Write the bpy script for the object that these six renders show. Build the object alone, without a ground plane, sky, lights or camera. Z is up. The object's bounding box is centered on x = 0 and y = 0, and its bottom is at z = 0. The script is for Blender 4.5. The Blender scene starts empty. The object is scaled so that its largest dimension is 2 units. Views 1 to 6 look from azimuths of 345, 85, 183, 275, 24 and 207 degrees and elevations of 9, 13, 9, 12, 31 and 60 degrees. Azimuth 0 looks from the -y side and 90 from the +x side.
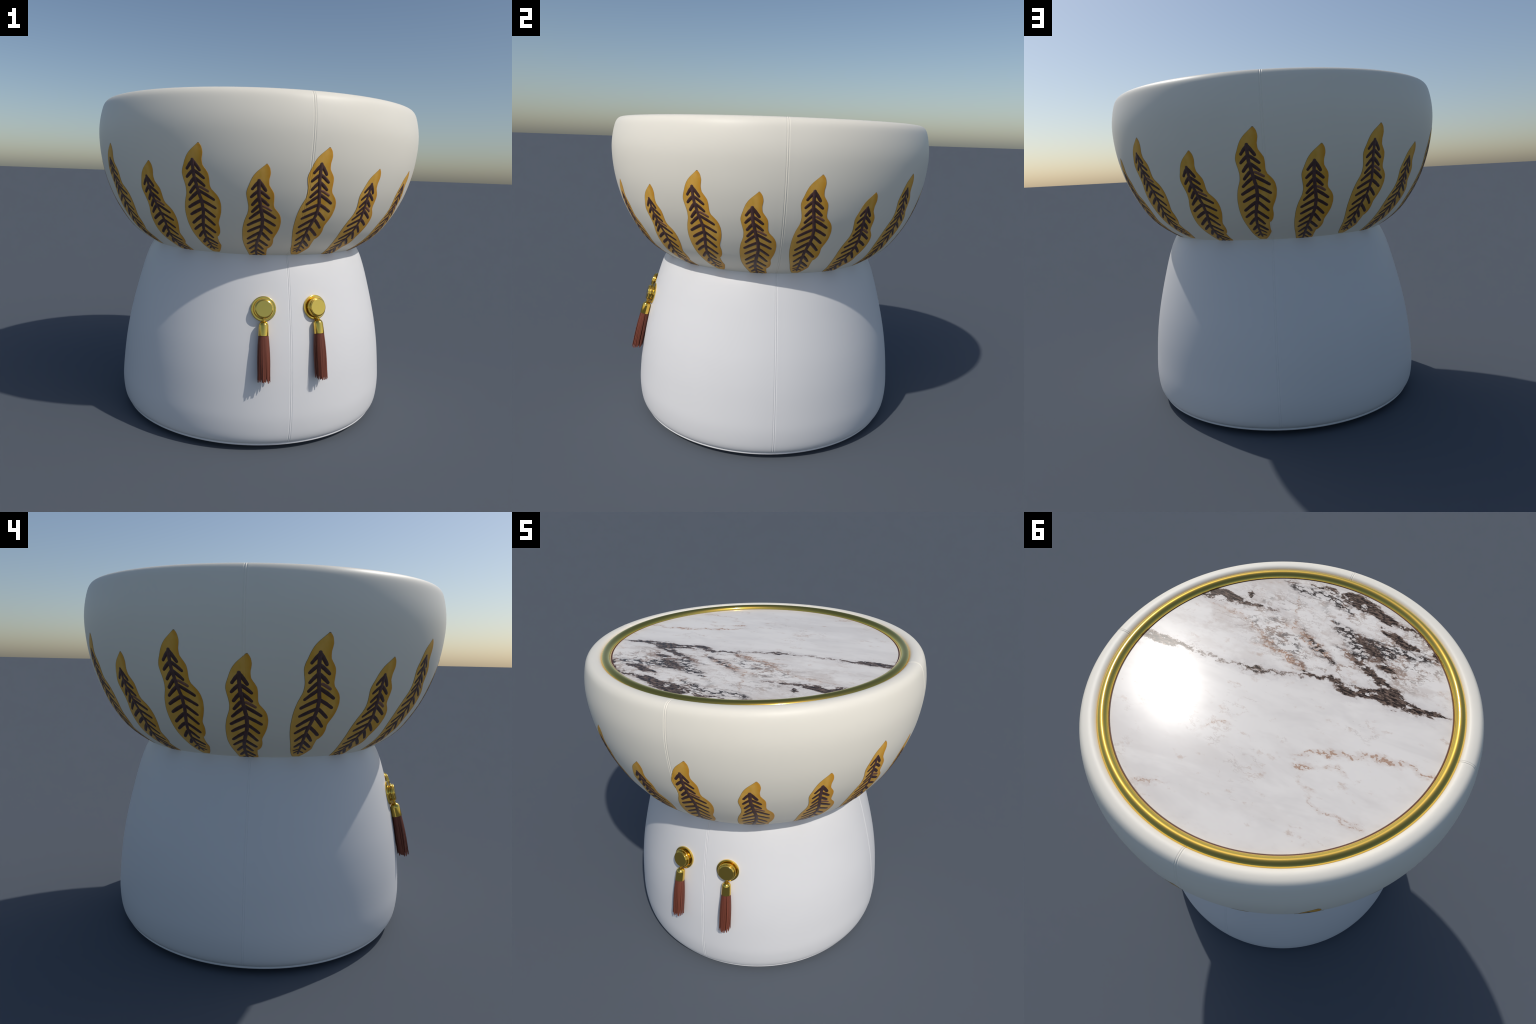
"""Round upholstered side table: flared cushioned base, bowl-shaped top with
gold leaf applique, brass rim, marble disc and two brass-and-leather tassels."""
import bpy, bmesh, math, random
from mathutils import Vector, Matrix

rng = random.Random(7)
TAU = 2 * math.pi


# ------------------------------------------------------------------ helpers
def catmull(points, steps=6):
    """Smooth curve through 2D control points (centripetal Catmull-Rom)."""
    p = [Vector(q) for q in points]
    p = [2 * p[0] - p[1]] + p + [2 * p[-1] - p[-2]]
    out = []
    for i in range(1, len(p) - 2):
        a, b, c, d = p[i - 1:i + 3]
        t0, t1 = 0.0, math.sqrt((b - a).length)
        t2 = t1 + math.sqrt((c - b).length)
        t3 = t2 + math.sqrt((d - c).length)
        for k in range(steps):
            t = t1 + (t2 - t1) * k / steps
            a1 = a * ((t1 - t) / (t1 - t0)) + b * ((t - t0) / (t1 - t0))
            a2 = b * ((t2 - t) / (t2 - t1)) + c * ((t - t1) / (t2 - t1))
            a3 = c * ((t3 - t) / (t3 - t2)) + d * ((t - t2) / (t3 - t2))
            b1 = a1 * ((t2 - t) / (t2 - t0)) + a2 * ((t - t0) / (t2 - t0))
            b2 = a2 * ((t3 - t) / (t3 - t1)) + a3 * ((t - t1) / (t3 - t1))
            out.append(b1 * ((t2 - t) / (t2 - t1)) + b2 * ((t - t1) / (t2 - t1)))
    out.append(p[-2].copy())
    return out


def relax(poly, times, fixed_ends=3):
    for _ in range(times):
        q = [v.copy() for v in poly]
        for i in range(fixed_ends, len(poly) - fixed_ends):
            poly[i] = q[i] * 0.5 + (q[i - 1] + q[i + 1]) * 0.25
    return poly


def interp(x, xs, ys):
    """Piecewise linear, xs ascending, clamped."""
    if x <= xs[0]:
        return ys[0]
    if x >= xs[-1]:
        return ys[-1]
    lo, hi = 0, len(xs) - 1
    while hi - lo > 1:
        m = (lo + hi) // 2
        if xs[m] <= x:
            lo = m
        else:
            hi = m
    f = (x - xs[lo]) / (xs[hi] - xs[lo])
    return ys[lo] + (ys[hi] - ys[lo]) * f


def make_object(name, verts, faces, mats, parent=None, smooth=True, face_mats=None):
    me = bpy.data.meshes.new(name)
    me.from_pydata([tuple(v) for v in verts], [], faces)
    for m in mats:
        me.materials.append(m)
    if face_mats:
        for p, i in zip(me.polygons, face_mats):
            p.material_index = i
    bm = bmesh.new()
    bm.from_mesh(me)
    bmesh.ops.remove_doubles(bm, verts=bm.verts, dist=1e-6)
    bmesh.ops.recalc_face_normals(bm, faces=bm.faces)
    bm.to_mesh(me)
    bm.free()
    if smooth:
        me.polygons.foreach_set("use_smooth", [True] * len(me.polygons))
    ob = bpy.data.objects.new(name, me)
    bpy.context.scene.collection.objects.link(ob)
    if parent:
        ob.parent = parent
    return ob


def smooth_by_angle(ob, degrees):
    me = ob.data
    bm = bmesh.new()
    bm.from_mesh(me)
    lim = math.radians(degrees)
    for e in bm.edges:
        if len(e.link_faces) == 2 and e.calc_face_angle(0) > lim:
            e.smooth = False
    bm.to_mesh(me)
    bm.free()


def revolve(name, profile, angles, mats, parent=None, offset=None, closed=False):
    """Lathe of (r, z) points about the z axis; offset(angle_index, k) moves
    a vertex along the profile normal."""
    n = len(profile)
    normals = []
    for i in range(n):
        a = profile[max(i - 1, 0)]
        b = profile[min(i + 1, n - 1)]
        t = Vector(b) - Vector(a)
        normals.append(Vector((t[1], -t[0])).normalized() if t.length > 0 else Vector((1, 0)))
    verts, faces = [], []
    m = len(angles)
    for j, th in enumerate(angles):
        for i, q in enumerate(profile):
            o = offset(j, i) if offset else 0.0
            r = q[0] + normals[i][0] * o
            z = q[1] + normals[i][1] * o
            verts.append((r * math.cos(th), r * math.sin(th), z))
    for j in range(m):
        k = (j + 1) % m
        for i in range(n if closed else n - 1):
            i2 = (i + 1) % n
            faces.append((j * n + i, k * n + i, k * n + i2, j * n + i2))
    return make_object(name, verts, faces, mats, parent)


# ---------------------------------------------------------------- materials
class Nodes:
    """Tiny wrapper to write node graphs as expressions."""

    def __init__(self, name):
        self.mat = bpy.data.materials.new(name)
        self.mat.use_nodes = True
        self.t = self.mat.node_tree
        self.bsdf = self.t.nodes["Principled BSDF"]

    def put(self, value, socket):
        if isinstance(value, bpy.types.NodeSocket):
            self.t.links.new(value, socket)
        elif isinstance(value, (tuple, list)) and socket.type == 'RGBA' and len(value) == 3:
            socket.default_value = (*value, 1)
        else:
            socket.default_value = value

    def math(self, op, a, b=0.0, c=0.0, clamp=False):
        n = self.t.nodes.new("ShaderNodeMath")
        n.operation = op
        n.use_clamp = clamp
        for s, v in zip(n.inputs, (a, b, c)):
            self.put(v, s)
        return n.outputs[0]

    def smooth(self, x, lo, hi, to0=0.0, to1=1.0):
        n = self.t.nodes.new("ShaderNodeMapRange")
        n.interpolation_type = 'SMOOTHSTEP'
        for k, v in zip(("Value", "From Min", "From Max", "To Min", "To Max"), (x, lo, hi, to0, to1)):
            self.put(v, n.inputs[k])
        return n.outputs[0]

    def mix(self, f, a, b):
        n = self.t.nodes.new("ShaderNodeMix")
        n.data_type = 'RGBA'
        self.put(f, n.inputs[0])
        self.put(a, n.inputs[6])
        self.put(b, n.inputs[7])
        return n.outputs[2]

    def coords(self, kind="Object"):
        n = self.t.nodes.new("ShaderNodeTexCoord")
        return n.outputs[kind]

    def mapping(self, vec, loc=(0, 0, 0), rot=(0, 0, 0), scale=(1, 1, 1)):
        n = self.t.nodes.new("ShaderNodeMapping")
        self.put(vec, n.inputs[0])
        n.inputs[1].default_value = loc
        n.inputs[2].default_value = rot
        n.inputs[3].default_value = scale
        return n.outputs[0]

    def noise(self, vec, scale, detail=3.0, rough=0.55, distort=0.0, colour=False):
        n = self.t.nodes.new("ShaderNodeTexNoise")
        self.put(vec, n.inputs["Vector"])
        n.inputs["Scale"].default_value = scale
        n.inputs["Detail"].default_value = detail
        n.inputs["Roughness"].default_value = rough
        n.inputs["Distortion"].default_value = distort
        return n.outputs["Color" if colour else "Fac"]

    def split(self, vec):
        n = self.t.nodes.new("ShaderNodeSeparateXYZ")
        self.put(vec, n.inputs[0])
        return n.outputs

    def join(self, x, y, z):
        n = self.t.nodes.new("ShaderNodeCombineXYZ")
        for s, v in zip(n.inputs, (x, y, z)):
            self.put(v, s)
        return n.outputs[0]

    def bump(self, height, strength, dist):
        n = self.t.nodes.new("ShaderNodeBump")
        n.inputs["Strength"].default_value = strength
        n.inputs["Distance"].default_value = dist
        self.put(height, n.inputs["Height"])
        self.t.links.new(n.outputs[0], self.bsdf.inputs["Normal"])

    def curve(self, x, points):
        """Float curve through (0..1, 0..1) control points."""
        n = self.t.nodes.new("ShaderNodeFloatCurve")
        self.put(x, n.inputs["Value"])
        c = n.mapping.curves[0]
        n.mapping.use_clip = False
        while len(c.points) < len(points):
            c.points.new(0.5, 0.5)
        for p, (a, b) in zip(c.points, points):
            p.location = (a, b)
            p.handle_type = 'VECTOR'
        n.mapping.update()
        return n.outputs[0]

    def set(self, **kw):
        for k, v in kw.items():
            self.put(v, self.bsdf.inputs[k.replace("_", " ")])
        return self.mat


def leather(name, colour, dirt):
    n = Nodes(name)
    p = n.coords()
    big = n.noise(p, 2.2, 2.0)
    col = n.mix(n.smooth(big, 0.35, 0.7), colour, dirt)
    n.bump(n.noise(p, 260.0, 2.0), 0.04, 0.002)
    return n.set(Base_Color=col, Roughness=0.45, Specular_IOR_Level=0.35)


def brass(name, rough):
    n = Nodes(name)
    p = n.coords()
    r = n.smooth(n.noise(p, 14.0, 3.0), 0.3, 0.7, rough * 0.85, rough * 1.15)
    return n.set(Base_Color=(0.86, 0.585, 0.115), Metallic=1.0, Roughness=r)


def plain(name, colour, rough, vary=0.2, scale=30.0):
    n = Nodes(name)
    f = n.noise(n.coords(), scale, 3.0)
    dark = tuple(c * (1 - vary) for c in colour)
    return n.set(Base_Color=n.mix(n.smooth(f, 0.3, 0.7), dark, colour), Roughness=rough)


MAT_BOWL = leather("cream_leather", (0.92, 0.862, 0.735), (0.91, 0.85, 0.72))
MAT_BASE = leather("white_leather", (0.825, 0.81, 0.80), (0.815, 0.80, 0.79))
MAT_BRASS_RIM = brass("brushed_brass", 0.09)
MAT_BRASS = brass("polished_brass", 0.13)
MAT_GAP_SHADE = plain("painted_gap_shade", (0.12, 0.035, 0.022), 0.5)
MAT_PLINTH = plain("plinth_near_black", (0.02, 0.02, 0.022), 0.9)  # plain near-black for the recessed plinth, which no view shows


def leaf_material(right_margin):
    """Gold cloth with an orange blush along the right margin and the tip and
    a paler left side; right_margin is a list of (z, degrees)."""
    n = Nodes("gold_leaf_cloth")
    p = n.coords()
    a = n.noise(n.mapping(p, scale=(1, 1, 0.6)), 14.0, 3.0)
    b = n.noise(p, 45.0, 3.0)
    base = n.mix(n.smooth(a, 0.36, 0.66), (0.76, 0.385, 0.040), (0.85, 0.475, 0.090))
    col = n.mix(n.smooth(b, 0.5, 0.8, 0.0, 0.5), base, (0.72, 0.43, 0.055))
    x, y, z = n.split(p)
    deg = n.math('MULTIPLY', n.math('ARCTAN2', y, x), 180 / math.pi)
    t = n.math('MULTIPLY_ADD', z, 1 / 0.7, -1.0 / 0.7)
    edge = n.curve(t, sorted(((zz - 1.0) / 0.7, (d + 8) / 16) for zz, d in right_margin))
    gap = n.math('SUBTRACT', n.math('MULTIPLY_ADD', edge, 16.0, -8.0), deg)
    blush = n.math('MULTIPLY', n.smooth(gap, 0.1, 1.5, 1.0, 0.0), n.smooth(n.noise(p, 20.0, 2.0), 0.25, 0.6, 0.45, 1.0))
    col = n.mix(n.math('MULTIPLY', blush, 0.75), col, (0.74, 0.31, 0.018))
    col = n.mix(n.smooth(gap, 5.5, 11.0, 0.0, 0.35), col, (0.88, 0.53, 0.15))
    return n.set(Base_Color=col, Roughness=0.5, Specular_IOR_Level=0.3)


MAT_LEAF_EDGE = plain("leaf_outline", (0.36, 0.23, 0.08), 0.55, 0.3, 40.0)
MAT_VEIN = plain("dark_brown_vein", (0.080, 0.030, 0.026), 0.5, 0.35, 60.0)
MAT_MIDRIB = plain("brown_midrib", (0.115, 0.050, 0.044), 0.5, 0.35, 50.0)
MAT_FAINT = plain("faded_vein", (0.27, 0.115, 0.07), 0.5, 0.25, 60.0)


def strip_material():
    n = Nodes("tassel_leather")
    info = n.t.nodes.new("ShaderNodeObjectInfo")
    v = n.smooth(info.outputs["Random"], 0.0, 1.0, 0.0, 1.0)
    col = n.mix(v, (0.150, 0.040, 0.022), (0.205, 0.057, 0.033))
    n.bump(n.noise(n.coords(), 300.0, 2.0), 0.1, 0.001)
    return n.set(Base_Color=col, Roughness=0.5, Specular_IOR_Level=0.3)


MAT_STRIP = strip_material()


def marble_material():
    """White stone crossed by dark, ragged veins that run along x.  Each vein
    is a centre line y(x) and a half width w(x), frayed by noise."""
    n = Nodes("veined_marble")
    p = n.coords()
    half = 0.86
    sx, sy, sz = n.split(p)
    # fray: two octaves of warp, stretched along the veins
    slow = n.split(n.noise(n.mapping(p, scale=(0.8, 1.3, 1)), 5.0, 2.0, 0.5, colour=True))
    fast = n.split(n.noise(n.mapping(p, rot=(0, 0, 0.35), scale=(0.75, 1.25, 1)), 17.0, 7.0, 0.72, colour=True))

    def warped(axis, s, a1, f, a2):
        x = n.math('MULTIPLY_ADD', n.math('SUBTRACT', s, 0.5), a1, axis)
        return n.math('MULTIPLY_ADD', n.math('SUBTRACT', f, 0.5), a2, x)

    wx = warped(sx, slow[0], 0.06, fast[0], 0.12)
    wy = warped(sy, slow[1], 0.05, fast[1], 0.135)
    u = n.math('MULTIPLY_ADD', wx, 0.5 / half, 0.5)

    def vein(points):
        pts = sorted(points)
        loc = [((x / half + 1) / 2, (y / half + 1) / 2) for x, y, w in pts]
        wid = [((x / half + 1) / 2, w * 10) for x, y, w in pts]
        e = 0.004
        wid = [(wid[0][0] - e, 0.0)] + wid + [(wid[-1][0] + e, 0.0)]
        wid = [(max(0, min(1, a)), b) for a, b in wid]
        c = n.curve(u, loc)
        w = n.math('MULTIPLY', n.curve(u, wid), 0.1)
        cy = n.math('MULTIPLY_ADD', c, 2 * half, -half)
        return n.math('SUBTRACT', w, n.math('ABSOLUTE', n.math('SUBTRACT', wy, cy)))

    def union(items):
        r = items[0]
        for i in items[1:]:
            r = n.math('MAXIMUM', r, i)
        return r

    bold = union([
        # long diagonal vein right across the disc
        vein([(0.83, -0.045, .030), (0.72, -0.050, .030), (0.64, -0.058, .022), (0.54, -0.072, .004), (0.43, -0.068, .003),
              (0.30, -0.070, .004), (0.24, -0.072, .014), (0.13, -0.092, .015), (0.06, -0.112, .003), (-0.04, -0.150, .005),
              (-0.075, -0.175, .020), (-0.15, -0.190, .013), (-0.20, -0.178, .022), (-0.28, -0.158, .030), (-0.37, -0.180, .020),
              (-0.43, -0.215, .045), (-0.53, -0.212, .045), (-0.60, -0.195, .025), (-0.68, -0.192, .015), (-0.73, -0.20, .018), (-0.80, -0.22, .002)]),
        # heavy vein by the rim
        vein([(0.20, -0.76, .006), (0.08, -0.775, .012), (0.00, -0.765, .020), (-0.06, -0.765, .044), (-0.16, -0.750, .040),
              (-0.26, -0.715, .030), (-0.34, -0.685, .020), (-0.43, -0.668, .014), (-0.54, -0.66, .004)]),
        vein([(-0.27, -0.63, .006), (-0.32, -0.605, .018), (-0.39, -0.585, .026), (-0.46, -0.566, .030), (-0.51, -0.568, .008)]),
        vein([(-0.47, -0.69, .004), (-0.54, -0.635, .012), (-0.59, -0.57, .024), (-0.63, -0.53, .010)]),
        # patch in the opposite corner
        vein([(0.72, -0.46, .020), (0.66, -0.475, .034), (0.58, -0.485, .038), (0.50, -0.487, .026), (0.42, -0.482, .012), (0.34, -0.487, .008), (0.27, -0.49, .003)]),
        vein([(0.495, -0.62, .004), (0.475, -0.575, .026), (0.455, -0.53, .024), (0.435, -0.50, .004)]),
        # the loop that joins both
        vein([(-0.25, -0.355, .010), (-0.31, -0.330, .022), (-0.36, -0.300, .030), (-0.42, -0.268, .024), (-0.46, -0.25, .010)]),
        vein([(-0.19, -0.500, .004), (-0.25, -0.478, .014), (-0.30, -0.450, .024), (-0.34, -0.425, .030), (-0.39, -0.385, .026), (-0.44, -0.368, .022), (-0.475, -0.345, .010)]),
    ])
    # pale islands that break the bold veins into branches
    island = n.noise(n.mapping(p, loc=(4, 0, 0), rot=(0, 0, -0.25), scale=(0.75, 1.3, 1)), 15.0, 6.0, 0.66)
    bold = n.math('SUBTRACT', bold, n.smooth(island, 0.53, 0.66, 0.0, 0.045))
    broken = union([
        vein([(-0.03, -0.545, .006), (-0.10, -0.520, .022), (-0.17, -0.497, .036), (-0.25, -0.470, .052), (-0.33, -0.455, .055), (-0.40, -0.47, .030), (-0.46, -0.50, .010)]),
        vein([(-0.16, -0.400, .008), (-0.24, -0.380, .028), (-0.31, -0.37, .020)]),
        vein([(0.04, -0.225, .004), (0.00, -0.212, .012), (-0.06, -0.180, .004)]),
        vein([(0.03, -0.395, .003), (0.00, -0.375, .010), (-0.09, -0.325, .016), (-0.15, -0.285, .008)]),
        vein([(0.30, -0.730, .004), (0.20, -0.700, .014), (0.05, -0.72, .025), (-0.03, -0.700, .022), (-0.10, -0.66, .006)]),
        vein([(-0.40, -0.52, .006), (-0.48, -0.500, .020), (-0.56, -0.52, .012), (-0.62, -0.515, .003)]),
    ])
    tan = union([
        vein([(0.30, -0.235, .006), (0.20, -0.245, .020), (0.09, -0.236, .022), (0.00, -0.215, .014), (-0.06, -0.180, .004)]),
        vein([(0.20, -0.440, .004), (0.10, -0.420, .020), (0.00, -0.375, .032), (-0.09, -0.325, .030), (-0.15, -0.285, .010)]),
        vein([(-0.22, 0.285, .003), (-0.285, 0.235, .010), (-0.34, 0.212, .018), (-0.44, 0.184, .011), (-0.51, 0.135, .017), (-0.60, 0.142, .020),
              (-0.71, 0.112, .011), (-0.75, 0.137, .008), (-0.81, 0.118, .012)]),
        vein([(-0.235, 0.345, .004), (-0.275, 0.335, .014), (-0.32, 0.31, .004)]),
        vein([(-0.37, 0.285, .002), (-0.41, 0.27, .007), (-0.45, 0.285, .002)]),
        vein([(-0.37, 0.46, .001), (-0.43, 0.495, .007), (-0.475, 0.485, .002), (-0.54, 0.50, .005), (-0.61, 0.492, .006)]),
        vein([(0.40, 0.745, .003), (0.35, 0.70, .007), (0.30, 0.695, .004), (0.25, 0.67, .003)]),
        vein([(0.25, 0.33, .003), (0.22, 0.287, .006), (0.16, 0.277, .004)]),
        vein([(0.22, -0.66, .004), (0.17, -0.555, .009), (0.15, -0.48, .006), (0.10, -0.45, .004)]),
        vein([(0.62, -0.42, .003), (0.45, -0.40, .004), (0.32, -0.34, .006), (0.22, -0.28, .007), (0.10, -0.215, .012), (0.0, -0.19, .008)]),
    ])
    # stone body: cloudy white, greyer between the heavy veins
    clouds = n.noise(n.mapping(p, rot=(0, 0, -0.5), scale=(0.6, 1.5, 1)), 3.4, 4.0, 0.6, 0.4)
    body = n.mix(n.smooth(clouds, 0.38, 0.68), (0.87, 0.82, 0.755), (0.77, 0.72, 0.665))
    smoke = n.noise(n.mapping(p, loc=(2, 4, 0), rot=(0, 0, -0.3), scale=(0.8, 1.5, 1)), 6.0, 5.0, 0.62)
    smoke = n.math('MULTIPLY', n.smooth(smoke, 0.50, 0.66), n.smooth(sy, -0.30, -0.02, 0.5, 0.12))
    body = n.mix(smoke, body, (0.60, 0.52, 0.46))
    # hairline scribbles: where a stretched noise crosses its middle value
    hair = n.noise(n.mapping(p, rot=(0, 0, -0.25), scale=(0.75, 1.5, 1)), 4.5, 8.0, 0.70, 0.1)
    line = n.smooth(n.math('ABSOLUTE', n.math('SUBTRACT', hair, 0.5)), 0.0, 0.018, 1.0, 0.0)
    where = n.noise(n.mapping(p, loc=(3, 1, 0)), 5.0, 3.0, 0.6)
    busy = n.smooth(sy, -0.75, 0.15, 0.44, 0.56)
    pick = n.smooth(n.math('SUBTRACT', where, busy), 0.0, 0.10)
    hairs = n.math('MULTIPLY', line, pick)
    tone = n.noise(p, 9.0, 2.0)
    hair_col = n.mix(n.smooth(tone, 0.42, 0.58), (0.42, 0.25, 0.16), (0.30, 0.21, 0.16))
    col = n.mix(n.math('MULTIPLY', hairs, n.smooth(sy, -0.4, 0.1, 0.36, 0.32)), body, hair_col)
    # grey halo around the bold veins
    halo = n.smooth(union([bold, broken]), -0.055, 0.0)
    col = n.mix(n.math('MULTIPLY', halo, 0.22), col, (0.42, 0.37, 0.36))
    # tan veins
    knit = n.math('ABSOLUTE', n.math('SUBTRACT', n.noise(n.mapping(p, loc=(5, 2, 0), rot=(0, 0, -0.2), scale=(0.8, 1.2, 1)), 26.0, 4.0, 0.6), 0.5))
    threads = n.math('MULTIPLY', n.smooth(tan, -0.008, 0.008), n.smooth(knit, 0.03, 0.06, 1.0, 0.0))
    wash = n.math('MULTIPLY', n.smooth(tan, -0.022, 0.010), 0.22)
    col = n.mix(n.math('MAXIMUM', n.math('MULTIPLY', threads, 0.85), wash), col, (0.43, 0.235, 0.135))
    spots = n.smooth(n.noise(n.mapping(p, loc=(1, 7, 0), rot=(0, 0, 0.6), scale=(1, 1.7, 1)), 11.0, 5.0, 0.65), 0.60, 0.74, 0.0, 0.5)
    col = n.mix(spots, col, (0.52, 0.36, 0.26))
    # cracks linking the dark clusters: thin ridges of a warped noise
    ring = n.math('ADD', n.math('POWER', n.math('MULTIPLY', n.math('ADD', sx, 0.10), 1.35), 2.0), n.math('POWER', n.math('MULTIPLY', n.math('ADD', sy, 0.47), 3.0), 2.0))
    near = n.math('MULTIPLY', n.smooth(ring, 0.25, 1.0, 1.0, 0.0), n.smooth(n.noise(n.mapping(p, loc=(9, 3, 0)), 4.5, 2.0), 0.36, 0.56))
    crack = n.math('ABSOLUTE', n.math('SUBTRACT', n.noise(n.mapping(p, loc=(6, 6, 0), rot=(0, 0, -0.35), scale=(0.7, 1.35, 1)), 8.0, 8.0, 0.70, 0.15), 0.5))
    wide = n.smooth(n.noise(p, 16.0, 3.0), 0.35, 0.70, 0.012, 0.055)
    crack = n.math('MULTIPLY', n.math('SUBTRACT', 1.0, n.smooth(n.math('DIVIDE', crack, wide), 0.5, 1.0)), near)
    shade = n.mix(n.smooth(n.noise(n.mapping(p, loc=(0, 3, 0)), 9.0, 3.0), 0.46, 0.62), (0.30, 0.19, 0.13), (0.07, 0.055, 0.05))
    col = n.mix(n.math('MULTIPLY', crack, 0.8), col, shade)
    # broken dark network: only where a ridged noise allows
    ridge = n.math('ABSOLUTE', n.math('SUBTRACT', n.noise(n.mapping(p, rot=(0, 0, -0.3), scale=(0.7, 1.3, 1)), 22.0, 4.0, 0.6), 0.5))
    net = n.math('MULTIPLY', n.smooth(broken, -0.03, 0.004), n.smooth(ridge, 0.040, 0.062, 1.0, 0.0))
    chunk = n.math('MULTIPLY', n.smooth(broken, 0.004, 0.022), n.smooth(n.noise(n.mapping(p, scale=(0.7, 1.2, 1)), 16.0, 5.0, 0.65), 0.50, 0.54))
    net = n.math('MAXIMUM', net, chunk)
    net_col = n.mix(n.smooth(n.noise(p, 7.0, 2.0), 0.50, 0.62), (0.030, 0.022, 0.020), (0.26, 0.16, 0.11))
    col = n.mix(n.math('MULTIPLY', net, 0.96), col, net_col)
    # rusty fringe, then the dark mottled heart of the bold veins
    col = n.mix(n.math('MULTIPLY', n.smooth(bold, -0.007, 0.001), 0.6), col, (0.30, 0.20, 0.15))
    fleck = n.noise(n.mapping(p, rot=(0, 0, 0.15), scale=(0.55, 1.7, 1)), 55.0, 5.0, 0.75)
    heart = n.mix(n.smooth(fleck, 0.42, 0.64), (0.024, 0.018, 0.016), (0.24, 0.165, 0.125))
    col = n.mix(n.smooth(bold, -0.002, 0.005), col, heart)
    return n.set(Base_Color=col, Roughness=0.22, Specular_IOR_Level=0.12)


MAT_MARBLE = marble_material()

# -------------------------------------------------------------- the table
table = bpy.data.objects.new("side_table", None)
bpy.context.scene.collection.objects.link(table)
table["label"] = "round white leather side table with marble top, gold leaves and tassels"
table["category"] = "side table"


# Four upholstery seams: a thin welt between two stitched grooves.
SEAM = [(-0.0105, 0.0), (-0.0075, 0.0001), (-0.0058, -0.0006), (-0.0046, -0.0011), (-0.0034, -0.0003), (-0.0018, 0.0004), (0.0, 0.0005),
        (0.0018, 0.0004), (0.0034, -0.0003), (0.0046, -0.0011), (0.0058, -0.0006), (0.0075, 0.0001), (0.0105, 0.0)]


def seam_angles(per_quarter, radius, depth):
    ang, off = [], []
    for q in range(4):
        a0 = q * TAU / 4
        for d, h in SEAM:
            ang.append(a0 + d / radius)
            off.append(h * depth)
        lo, hi = a0 + SEAM[-1][0] / radius, a0 + TAU / 4 + SEAM[0][0] / radius
        for k in range(1, per_quarter):
            ang.append(lo + (hi - lo) * k / per_quarter)
            off.append(0.0)
    return ang, off


# ---- base cushion
BASE_PTS = [(0.0, 0.036), (0.45, 0.036), (0.78, 0.036), (0.815, 0.0395), (0.832, 0.047), (0.8475, 0.076), (0.8555, 0.130), (0.8580, 0.190), (0.8553, 0.243),
            (0.8472, 0.339), (0.8378, 0.425), (0.8255, 0.505), (0.8113, 0.581), (0.7945, 0.655), (0.7757, 0.731),
            (0.7542, 0.8105), (0.7294, 0.898), (0.6965, 0.993), (0.6713, 1.041), (0.641, 1.085), (0.59, 1.125), (0.45, 1.16)]
base_profile = relax(catmull(BASE_PTS, 7), 12, 16)
ang, off = seam_angles(44, 0.80, 1.3)
base = revolve("base_cushion", base_profile, ang, [MAT_BASE], table,
               lambda j, i: off[j] if base_profile[i][1] > 0.05 else 0.0)

# ---- piping around the foot of the base, and the recessed plinth
circle = [(0.8192 + 0.0064 * math.cos(t * TAU / 14), 0.0350 + 0.0064 * math.sin(t * TAU / 14)) for t in range(14)]
even = [k * TAU / 192 for k in range(192)]
revolve("base_piping", circle, even, [MAT_BASE], table, closed=True)
revolve("plinth", [(0.0, 0.0), (0.715, 0.0), (0.72, 0.004), (0.72, 0.0355), (0.0, 0.0355)], even, [MAT_PLINTH], table)

# ---- bowl
BOWL_PTS = [(0.0, 1.00), (0.40, 1.004), (0.550, 1.018), (0.5911, 1.0297), (0.6304, 1.0442), (0.6674, 1.0619), (0.7010, 1.0825), (0.7338, 1.1048), (0.7640, 1.1278), (0.7925, 1.1535),
            (0.8180, 1.1815), (0.8398, 1.2110), (0.8790, 1.2710), (0.9108, 1.3317), (0.9389, 1.3958), (0.9615, 1.4641),
            (0.9803, 1.5390), (0.9924, 1.6186), (0.9978, 1.7000), (0.9950, 1.7565), (0.9872, 1.8057), (0.9760, 1.8500),
            (0.9660, 1.8725), (0.9500, 1.8895), (0.9290, 1.8955), (0.9110, 1.8955), (0.8970, 1.8915), (0.8870, 1.8825), (0.8800, 1.8650),
            (0.8700, 1.8450), (0.80, 1.842), (0.0, 1.842)]
STEPS = 6
bowl_profile = relax(catmull(BOWL_PTS, STEPS), 6, 14)
ang2, off2 = seam_angles(56, 0.95, 1.35)
bowl = revolve("bowl_cushion", bowl_profile, ang2, [MAT_BOWL], table,
               lambda j, i: off2[j] if 1.03 < bowl_profile[i][1] and bowl_profile[i][0] > 0.60 else 0.0)

# ---- brass rim and marble disc
ring = [(0.8600 + 0.0305 * math.cos(t * TAU / 32), 1.8675 + 0.0305 * math.sin(t * TAU / 32)) for t in range(32)]
revolve("brass_rim", ring, even, [MAT_BRASS_RIM], table, closed=True)
disc = [(0.0, 1.846), (0.8248, 1.846), (0.8254, 1.8717), (0.8244, 1.8730), (0.8225, 1.8730), (0.40, 1.8730), (0.0, 1.8730)]
gap_shade = [(0.8255, 1.866), (0.8255, 1.8722), (0.8265, 1.8733), (0.8312, 1.8733), (0.8312, 1.866)]  # solid ring modelling the dark reddish brass reflections in the crevice beside the marble
revolve("rim_gap_shade_ring", gap_shade, even, [MAT_GAP_SHADE], table, closed=True)
marble = revolve("marble_disc", disc, even, [MAT_MARBLE], table)
smooth_by_angle(marble, 30)

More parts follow.
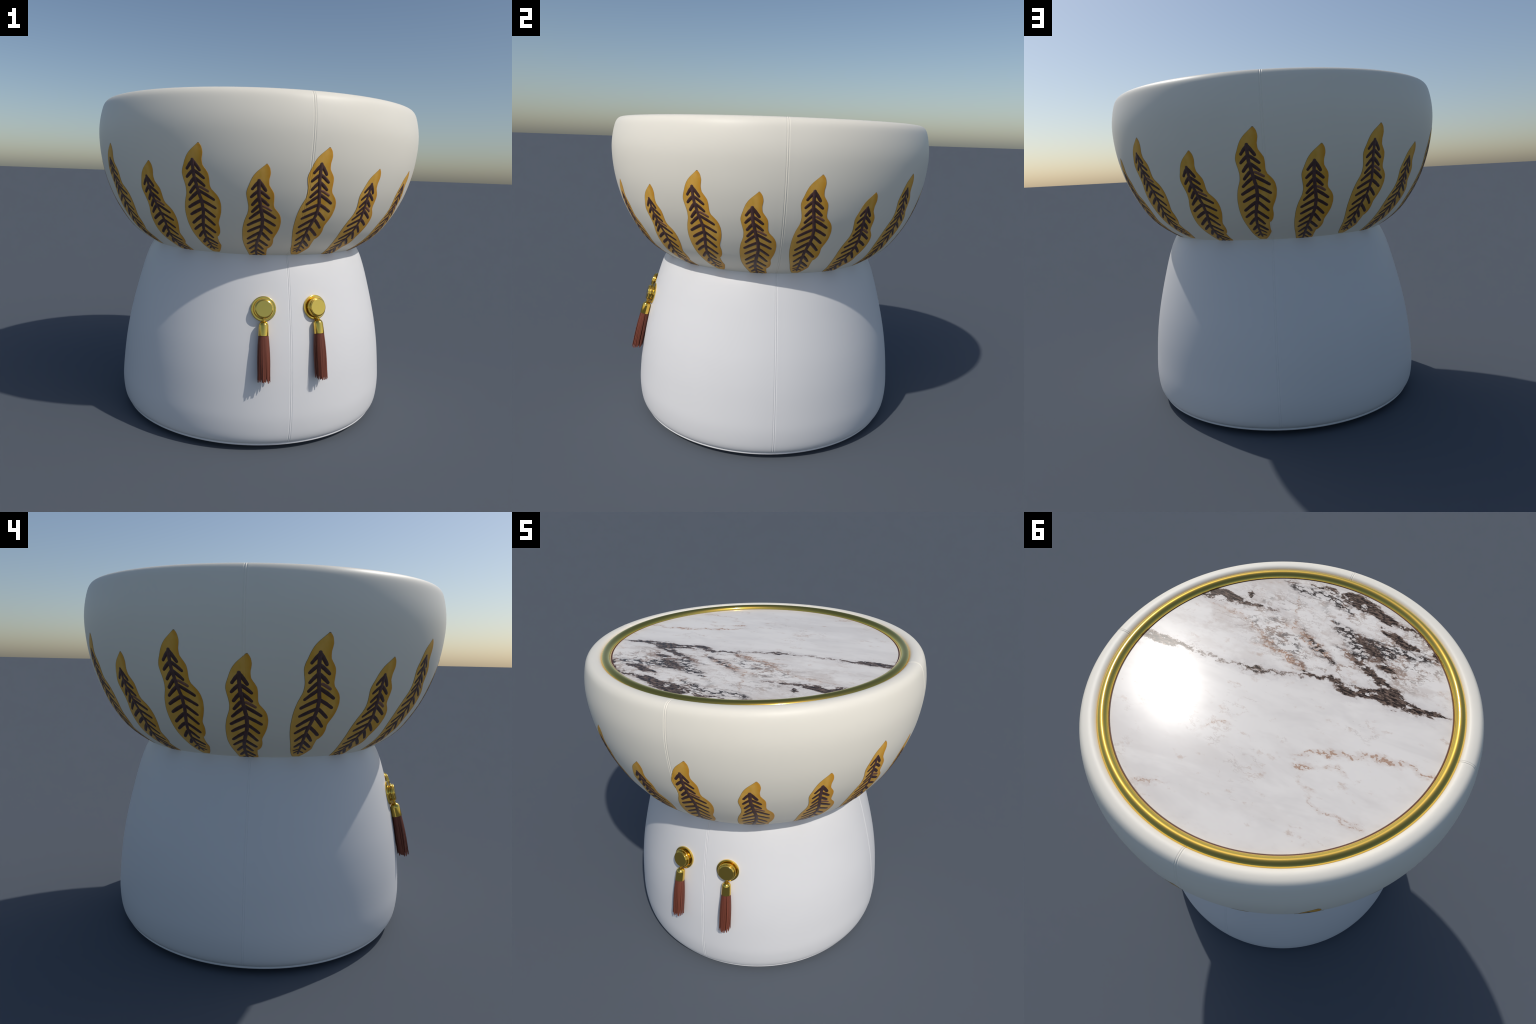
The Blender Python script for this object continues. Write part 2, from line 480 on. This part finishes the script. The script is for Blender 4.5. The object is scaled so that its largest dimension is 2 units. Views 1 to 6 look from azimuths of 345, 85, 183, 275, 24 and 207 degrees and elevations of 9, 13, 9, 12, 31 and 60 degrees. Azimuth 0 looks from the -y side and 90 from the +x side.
# ------------------------------------------------------------------ leaves
# A leaf is drawn in (degrees around the table, arc length up the bowl).
arc_s, arc_r, arc_z, arc_n = [], [], [], []
start = 3 * STEPS                      # arc length 0 lies at (0.591, 1.030)
total = 0.0
prev = None
for i in range(2 * STEPS, 22 * STEPS):
    q = bowl_profile[i]
    if prev is not None:
        total += (q - prev).length
    prev = q
    t = bowl_profile[i + 1] - bowl_profile[i - 1]
    arc_s.append(total)
    arc_r.append(q[0])
    arc_z.append(q[1])
    arc_n.append(Vector((t[1], -t[0])).normalized())
zero = arc_s[STEPS]
arc_s = [s - zero for s in arc_s]
nr, nz = [v[0] for v in arc_n], [v[1] for v in arc_n]


def on_bowl(deg, s, lift):
    r, z = interp(s, arc_s, arc_r), interp(s, arc_s, arc_z)
    n = Vector((interp(s, arc_s, nr), interp(s, arc_s, nz))).normalized()
    r, z = r + n[0] * lift, z + n[1] * lift
    a = math.radians(deg)
    return Vector((r * math.cos(a), r * math.sin(a), z))


# outline of the left and right margins, tip first
LEFT = [(0.0, .768), (-0.63, .7581), (-1.63, .7435), (-2.77, .7260), (-3.74, .7050), (-4.40, .6830), (-4.95, .6586), (-5.50, .6338), (-5.68, .6155),
        (-5.50, .5931), (-5.18, .5664), (-5.03, .5430), (-5.15, .5200), (-5.72, .4903), (-6.25, .4680), (-6.68, .4430), (-7.05, .4129), (-7.22, .3841),
        (-7.30, .3458), (-7.15, .3131), (-6.83, .2794), (-6.28, .2414), (-5.70, .2033), (-5.12, .1639), (-4.27, .1279), (-3.20, .0960), (-1.60, .0850), (-0.6, .0835)]
RIGHT = [(0.0, .768), (0.61, .7568), (1.06, .7408), (1.24, .7215), (1.12, .7059), (0.94, .6870), (1.01, .6690), (1.42, .6524), (2.17, .6337), (2.70, .6131),
         (2.82, .5930), (2.84, .5704), (3.10, .5474), (3.81, .5313), (4.65, .5148), (5.25, .4983), (5.60, .4803), (5.80, .4554), (5.70, .4301),
         (5.18, .3938), (4.45, .3624), (4.19, .3435), (4.34, .3163), (4.16, .2912), (3.36, .2624), (2.62, .2370), (2.65, .2096), (2.90, .1794), (2.26, .1474), (1.2, .1130), (0.1, .0900), (-0.6, .0835)]
MIDRIB = [(-1.96, .6840), (-1.96, .6448), (-1.84, .6082), (-1.44, .5705), (-1.03, .5318), (-0.66, .4997), (-0.36, .4671), (-0.37, .4356), (-0.75, .3925),
          (-1.40, .3461), (-1.92, .2966), (-2.05, .2471), (-1.90, .2072), (-1.71, .1687), (-1.34, .1251)]
VEINS_LEFT = [((-2.08, .6773), (-3.83, .6412)), ((-2.15, .6305), (-4.13, .5993)), ((-1.97, .5917), (-3.72, .5575)), ((-1.65, .5556), (-3.71, .5184)),
              ((-1.19, .5241), (-4.42, .4789)), ((-0.85, .4758), (-5.03, .4374)), ((-0.82, .4317), (-5.00, .3948)), ((-1.28, .3885), (-5.13, .3417)),
              ((-2.01, .3368), (-5.28, .2991)), ((-2.39, .2867), (-4.57, .2476)), ((-2.16, .2317), (-3.96, .1984)), ((-2.08, .1770), (-3.74, .1605)),
              ((-1.86, .1564), (-3.08, .1335))]
VEINS_RIGHT = [((-1.76, .6770), (0.04, .6357)), ((-1.60, .6318), (1.13, .5962)), ((-1.41, .5930), (1.09, .5578)), ((-0.59, .5294), (3.62, .4861)),
               ((-0.13, .4773), (3.78, .4394)), ((-0.08, .4332), (3.13, .3881)), ((-0.40, .3900), (2.55, .3377)), ((-1.13, .3336), (2.12, .2867)),
               ((-1.63, .2938), (0.73, .2462)), ((-1.76, .2410), (1.41, .1929)), ((-1.38, .1959), (0.80, .1661)), ((-1.27, .1515), (0.35, .1344))]
VEIN_FAINT = [((-0.36, .5510), (2.12, .5289))]

LEAF_H, VEIN_H = 0.0010, 0.0005


def margin(table_pts):
    c = catmull(table_pts, 5)
    c.sort(key=lambda v: v[1])
    return [v[1] for v in c], [v[0] for v in c]


LS, LX = margin(LEFT)
RS, RX = margin(RIGHT)


def seam_lift(deg):
    """Height of the bowl's nearest seam profile at an absolute angle."""
    d = math.radians((deg + 45) % 90 - 45) * 0.95
    return 1.35 * interp(d, [q[0] for q in SEAM], [q[1] for q in SEAM])


def leaf_mesh(drop, turn=None):
    """One leaf around azimuth 0; with turn given it follows the seam it will
    cover once it has been turned there."""
    s0, s1 = 0.0836, 0.7678
    rows, cols = 120, 12 if turn is None else 110
    verts, faces, fm = [], [], []
    line = 0.0024
    for i in range(rows + 1):
        s = s0 + (s1 - s0) * i / rows
        a, b = interp(s, LS, LX), interp(s, RS, RX)
        if i == rows:                     # pointed tip
            s, a, b = s + 0.0035, 0.02, 0.03
        if b < a:
            a = b = (a + b) / 2
        r = interp(s - drop, arc_s, arc_r)
        e = min(math.degrees(line / r), (b - a) * 0.3)
        xs = [a, a + e * 0.25, a + e]
        xs += [a + e + (b - a - 2 * e) * k / (cols - 4) for k in range(1, cols - 4)]
        xs += [b - e, b - e * 0.25, b]
        n = len(xs)
        for k, x in enumerate(xs):
            lift = LEAF_H if 0 < k < n - 1 else -0.0015
            if turn is not None and 0 < k < n - 1:
                lift += min(0.0, seam_lift(x + turn))
            if i in (0, rows):
                lift = -0.0015
            verts.append(on_bowl(x, s - drop, lift))
    n = len(verts) // (rows + 1)
    for i in range(rows):
        for k in range(n - 1):
            faces.append((i * n + k, i * n + k + 1, (i + 1) * n + k + 1, (i + 1) * n + k))
            fm.append(1 if k in (0, 1) or k >= n - 2 or i < 1 or i > rows - 2 else 0)
    return verts, faces, fm


def ribbon(path, widths, drop, lift, round_ends=True):
    """Flat raised band along a path of (deg, s) with rounded tips."""
    m = []
    for d, s in path:
        r = interp(s - drop, arc_s, arc_r)
        m.append((Vector((math.radians(d) * r, s)), r))
    verts, faces = [], []
    stations = []
    for i in range(len(m)):
        a, b = m[max(i - 1, 0)][0], m[min(i + 1, len(m) - 1)][0]
        t = (b - a).normalized()
        stations.append((m[i][0], t, widths[i] / 2, m[i][1]))
    full = []
    for j, (c, t, w, r) in enumerate(stations):
        if round_ends and j == 0:
            for q in (90, 60, 30):
                full.append((c - t * w * math.sin(math.radians(q)), t, w * math.cos(math.radians(q)) + 1e-5, r))
        full.append((c, t, w, r))
        if round_ends and j == len(stations) - 1:
            for q in (30, 60, 90):
                full.append((c + t * w * math.sin(math.radians(q)), t, w * math.cos(math.radians(q)) + 1e-5, r))
    prof = [(-1.0, -0.6), (-0.94, 0.9), (0.0, 1.05), (0.94, 0.9), (1.0, -0.6)]
    for c, t, w, r in full:
        nrm = Vector((-t[1], t[0]))
        for x, h in prof:
            q = c + nrm * (w * x)
            rr = interp(q[1] - drop, arc_s, arc_r)
            verts.append(on_bowl(math.degrees(q[0] / rr), q[1] - drop, lift + VEIN_H * h))
    k = len(prof)
    for i in range(len(full) - 1):
        for j in range(k - 1):
            faces.append((i * k + j, i * k + j + 1, (i + 1) * k + j + 1, (i + 1) * k + j))
    return verts, faces


def vein_mesh(drop):
    verts, faces, fm = [], [], []
    r2 = random.Random(3)
    for group, mat in ((VEINS_LEFT, 0), (VEINS_RIGHT, 0), (VEIN_FAINT, 1)):
        for (a, b) in group:
            a, b = Vector(a), Vector(b)
            small = 0.62 if a[1] < 0.20 else 1.0
            w = (0.0170 + r2.uniform(-0.0008, 0.0014)) * small * (0.8 if mat else 1.0)
            bend = Vector((0, 0.0012 * small))
            path, wid = [], []
            for k in range(7):
                f = k / 6
                path.append(tuple(a.lerp(b, f) + bend * math.sin(math.pi * f)))
                wid.append(w * (1.0 + 0.10 * math.sin(math.pi * f) - 0.12 * f + r2.uniform(-0.06, 0.06)))
            v, fc = ribbon(path, wid, drop, LEAF_H)
            o = len(verts)
            verts += v
            faces += [tuple(i + o for i in q) for q in fc]
            fm += [mat] * len(fc)
    return verts, faces, fm


def midrib_mesh(drop):
    path = [tuple(v) for v in catmull(MIDRIB, 4)]
    n = len(path)
    wid = [0.0178 if i < n * 0.6 else 0.0178 - 0.0080 * (i - n * 0.6) / (n * 0.4) for i in range(n)]
    return ribbon(path, wid, drop, LEAF_H + 0.0004)


# nineteen leaves, tall and short by turns, with one pair of short neighbours
TALL = [334.4, 10.2, 47.1, 87.2, 125.3, 162.6, 200.3, 237.9, 274.8]
SHORT = [352.5, 29.1, 67.7, 106.1, 143.5, 180.7, 220.5, 257.2, 294.5, 315.9]
for angles, drop in ((TALL, 0.0), (SHORT, 0.0905)):
    first = None
    for deg in angles:
        rot = Matrix.Rotation(math.radians(deg), 4, 'Z')
        if first is None:
            v, f, fm = leaf_mesh(drop)
            cloth = leaf_material([(interp(q[1] - drop, arc_s, arc_z), q[0]) for q in RIGHT[::2]])
            leaf = make_object("leaf", v, f, [cloth, MAT_LEAF_EDGE], table, face_mats=fm)
            v, f, fm = vein_mesh(drop)
            veins = make_object("side_veins", v, f, [MAT_VEIN, MAT_FAINT], leaf, face_mats=fm)
            v, f = midrib_mesh(drop)
            rib = make_object("midrib", v, f, [MAT_MIDRIB], leaf)
            veins["kind"] = "stuff"
            first = (leaf, veins, rib)
        else:
            if min(deg % 90, 90 - deg % 90) < 6:          # lies across a seam
                v, f, fm = leaf_mesh(drop, deg)
                leaf = make_object("leaf", v, f, [cloth, MAT_LEAF_EDGE], table, face_mats=fm)
            else:
                leaf = first[0].copy()
                bpy.context.scene.collection.objects.link(leaf)
            for part in first[1:]:
                c = part.copy()
                bpy.context.scene.collection.objects.link(c)
                c.parent = leaf
        leaf.matrix_local = rot

# ----------------------------------------------------------------- tassels
def lathe_local(name, profile, frame, parent, mats, seg=48):
    """Lathe (r, h) about the local axis of a frame matrix."""
    n = len(profile)
    verts, faces = [], []
    for j in range(seg):
        a = j * TAU / seg
        for r, h in profile:
            verts.append(frame @ Vector((r * math.cos(a), r * math.sin(a), h)))
    for j in range(seg):
        k = (j + 1) % seg
        for i in range(n - 1):
            faces.append((j * n + i, k * n + i, k * n + i + 1, j * n + i + 1))
    ob = make_object(name, verts, faces, mats, parent)
    smooth_by_angle(ob, 40)
    return ob


def frame(origin, axis, up):
    z = axis.normalized()
    x = up.cross(z).normalized()
    y = z.cross(x)
    m = Matrix((x, y, z)).transposed().to_4x4()
    m.translation = origin
    return m


def strip_object(parent, ang, layer, top, bottom, out, side, rtop, rbot, length_scale, width, wobble):
    """One narrow leather strip hanging from the cap."""
    rows = 12
    verts, faces = [], []
    half = width / 2
    th = 0.0011
    d = out * math.cos(ang) + side * math.sin(ang)
    tan = -out * math.sin(ang) + side * math.cos(ang)
    tip_skew = wobble[2]
    for i in range(rows + 1):
        f = i / rows
        c = top.lerp(top + (bottom - top) * length_scale, f)
        rad = rtop + (rbot - rtop) * (f ** 0.8) + 0.0035 * math.sin(math.pi * min(1, f * 1.15))
        c = c + d * rad + tan * (wobble[0] * f * f) + d * (wobble[1] * f * f)
        w = half
        if i == rows:
            w = half * 0.55
        twist = tan * math.cos(wobble[3] * f) + d * math.sin(wobble[3] * f)
        flat = d * math.cos(wobble[3] * f) - tan * math.sin(wobble[3] * f)
        down = (bottom - top).normalized()
        for sx, sd in ((-1, 1), (1, 1), (1, -1), (-1, -1)):
            skew = down * (tip_skew * sx) if i == rows else Vector((0, 0, 0))
            verts.append(c + twist * (w * sx) + flat * (th * sd) + skew)
    for i in range(rows):
        for k in range(4):
            a, b = i * 4 + k, i * 4 + (k + 1) % 4
            faces.append((a, b, b + 4, a + 4))
    faces.append((0, 1, 2, 3))
    e = rows * 4
    faces.append((e, e + 3, e + 2, e + 1))
    ob = make_object("tassel_strip", verts, faces, [MAT_STRIP], parent)
    smooth_by_angle(ob, 35)
    return ob


for phi in (259.0, 281.0):
    a = math.radians(phi)
    out = Vector((math.cos(a), math.sin(a), 0))
    side = Vector((-math.sin(a), math.cos(a), 0))
    up = Vector((0, 0, 1))

    def at(r, z):
        return out * r + up * z

    # stepped button lying on the slope of the base
    tilt = math.radians(15.0)
    axis = out * math.cos(tilt) + up * math.sin(tilt)
    fr = frame(at(0.7595, 0.7815), axis, up)
    plate = [(0.0, -0.004), (0.060, -0.004), (0.0665, 0.000), (0.0680, 0.006), (0.0668, 0.0115), (0.0645, 0.0130), (0.0635, 0.0130), (0.052, 0.0130), (0.050, 0.0125), (0.046, 0.0105), (0.0, 0.0100)]
    medallion = lathe_local("medallion", plate, fr, table, [MAT_BRASS], 64)
    knob = [(0.044, 0.009), (0.0445, 0.022), (0.0505, 0.0235), (0.0535, 0.0260), (0.0535, 0.0305), (0.0515, 0.0330), (0.0468, 0.0338), (0.0466, 0.0365), (0.0482, 0.0385),
            (0.0482, 0.0410), (0.0452, 0.0425), (0.0448, 0.0450), (0.0440, 0.0462), (0.0428, 0.0467), (0.0422, 0.0468), (0.0415, 0.0468), (0.020, 0.0468), (0.0, 0.0468)]
    lathe_local("medallion_knob", knob, fr, medallion, [MAT_BRASS], 64)

    # domed cap, its ball joint and ring
    top, low = at(0.8030, 0.7275), at(0.8245, 0.6520)
    cap_axis = (top - low).normalized()
    length = (top - low).length
    cf = frame(low, cap_axis, out)
    cap = [(0.0, 0.006), (0.0255, 0.006), (0.0268, 0.0), (0.0280, 0.0), (0.0282, 0.002), (0.0262, length - 0.026)]
    cap += [(0.0262 * math.cos(t) + 0.0, length - 0.026 + 0.026 * math.sin(t)) for t in [math.radians(q) for q in range(10, 91, 10)]]
    tassel = lathe_local("tassel_cap", cap, cf, table, [MAT_BRASS], 48)
    ball = [(0.0062 * math.sin(math.radians(q)) + (0.0 if q else 0), length + 0.004 - 0.0062 * math.cos(math.radians(q))) for q in range(0, 181, 15)]
    neck = [(0.0105, length - 0.004), (0.0105, length + 0.0005), (0.0050, length + 0.0020), (0.0050, length + 0.0145), (0.0, length + 0.0145)]
    lathe_local("tassel_joint", neck, cf, tassel, [MAT_BRASS], 24)
    # loop linking joint and button
    lo = top + cap_axis * 0.010 - axis * 0.004
    verts, faces = [], []
    S, T = 28, 10
    lx, ly = axis, cap_axis
    lz = lx.cross(ly).normalized()
    for i in range(S):
        t = i * TAU / S
        rad = lx * math.cos(t) + ly * math.sin(t)
        for j in range(T):
            q = j * TAU / T
            verts.append(lo + rad * (0.0115 + 0.0032 * math.cos(q)) + lz * (0.0032 * math.sin(q)))
    for i in range(S):
        for j in range(T):
            k, l = (i + 1) % S, (j + 1) % T
            faces.append((i * T + j, k * T + j, k * T + l, i * T + l))
    make_object("tassel_loop", verts, faces, [MAT_BRASS], tassel)

    # leather strips: an outer ring and a looser inner bunch
    hang_top = low + cap_axis * 0.010
    hang_low = at(0.8765, 0.4190) + side * (0.0062 if phi < 270 else -0.0062)
    for layer, (count, rt, rb, w) in enumerate(((20, 0.0252, 0.0325, 0.0092), (11, 0.0150, 0.0200, 0.0086), (6, 0.006, 0.009, 0.009))):
        for k in range(count):
            ang = (k + rng.uniform(-0.18, 0.18)) * TAU / count
            inward = math.cos(ang) < -0.75
            strip_object(tassel, ang, layer, hang_top, hang_low, out, side, rt, rb * (0.9 if inward else 1.0),
                         rng.uniform(0.97, 1.012), w * rng.uniform(0.85, 1.12),
                         (rng.uniform(-0.003, 0.003), rng.uniform(-0.003, 0.003), rng.uniform(-0.003, 0.003), rng.uniform(-0.35, 0.35)))
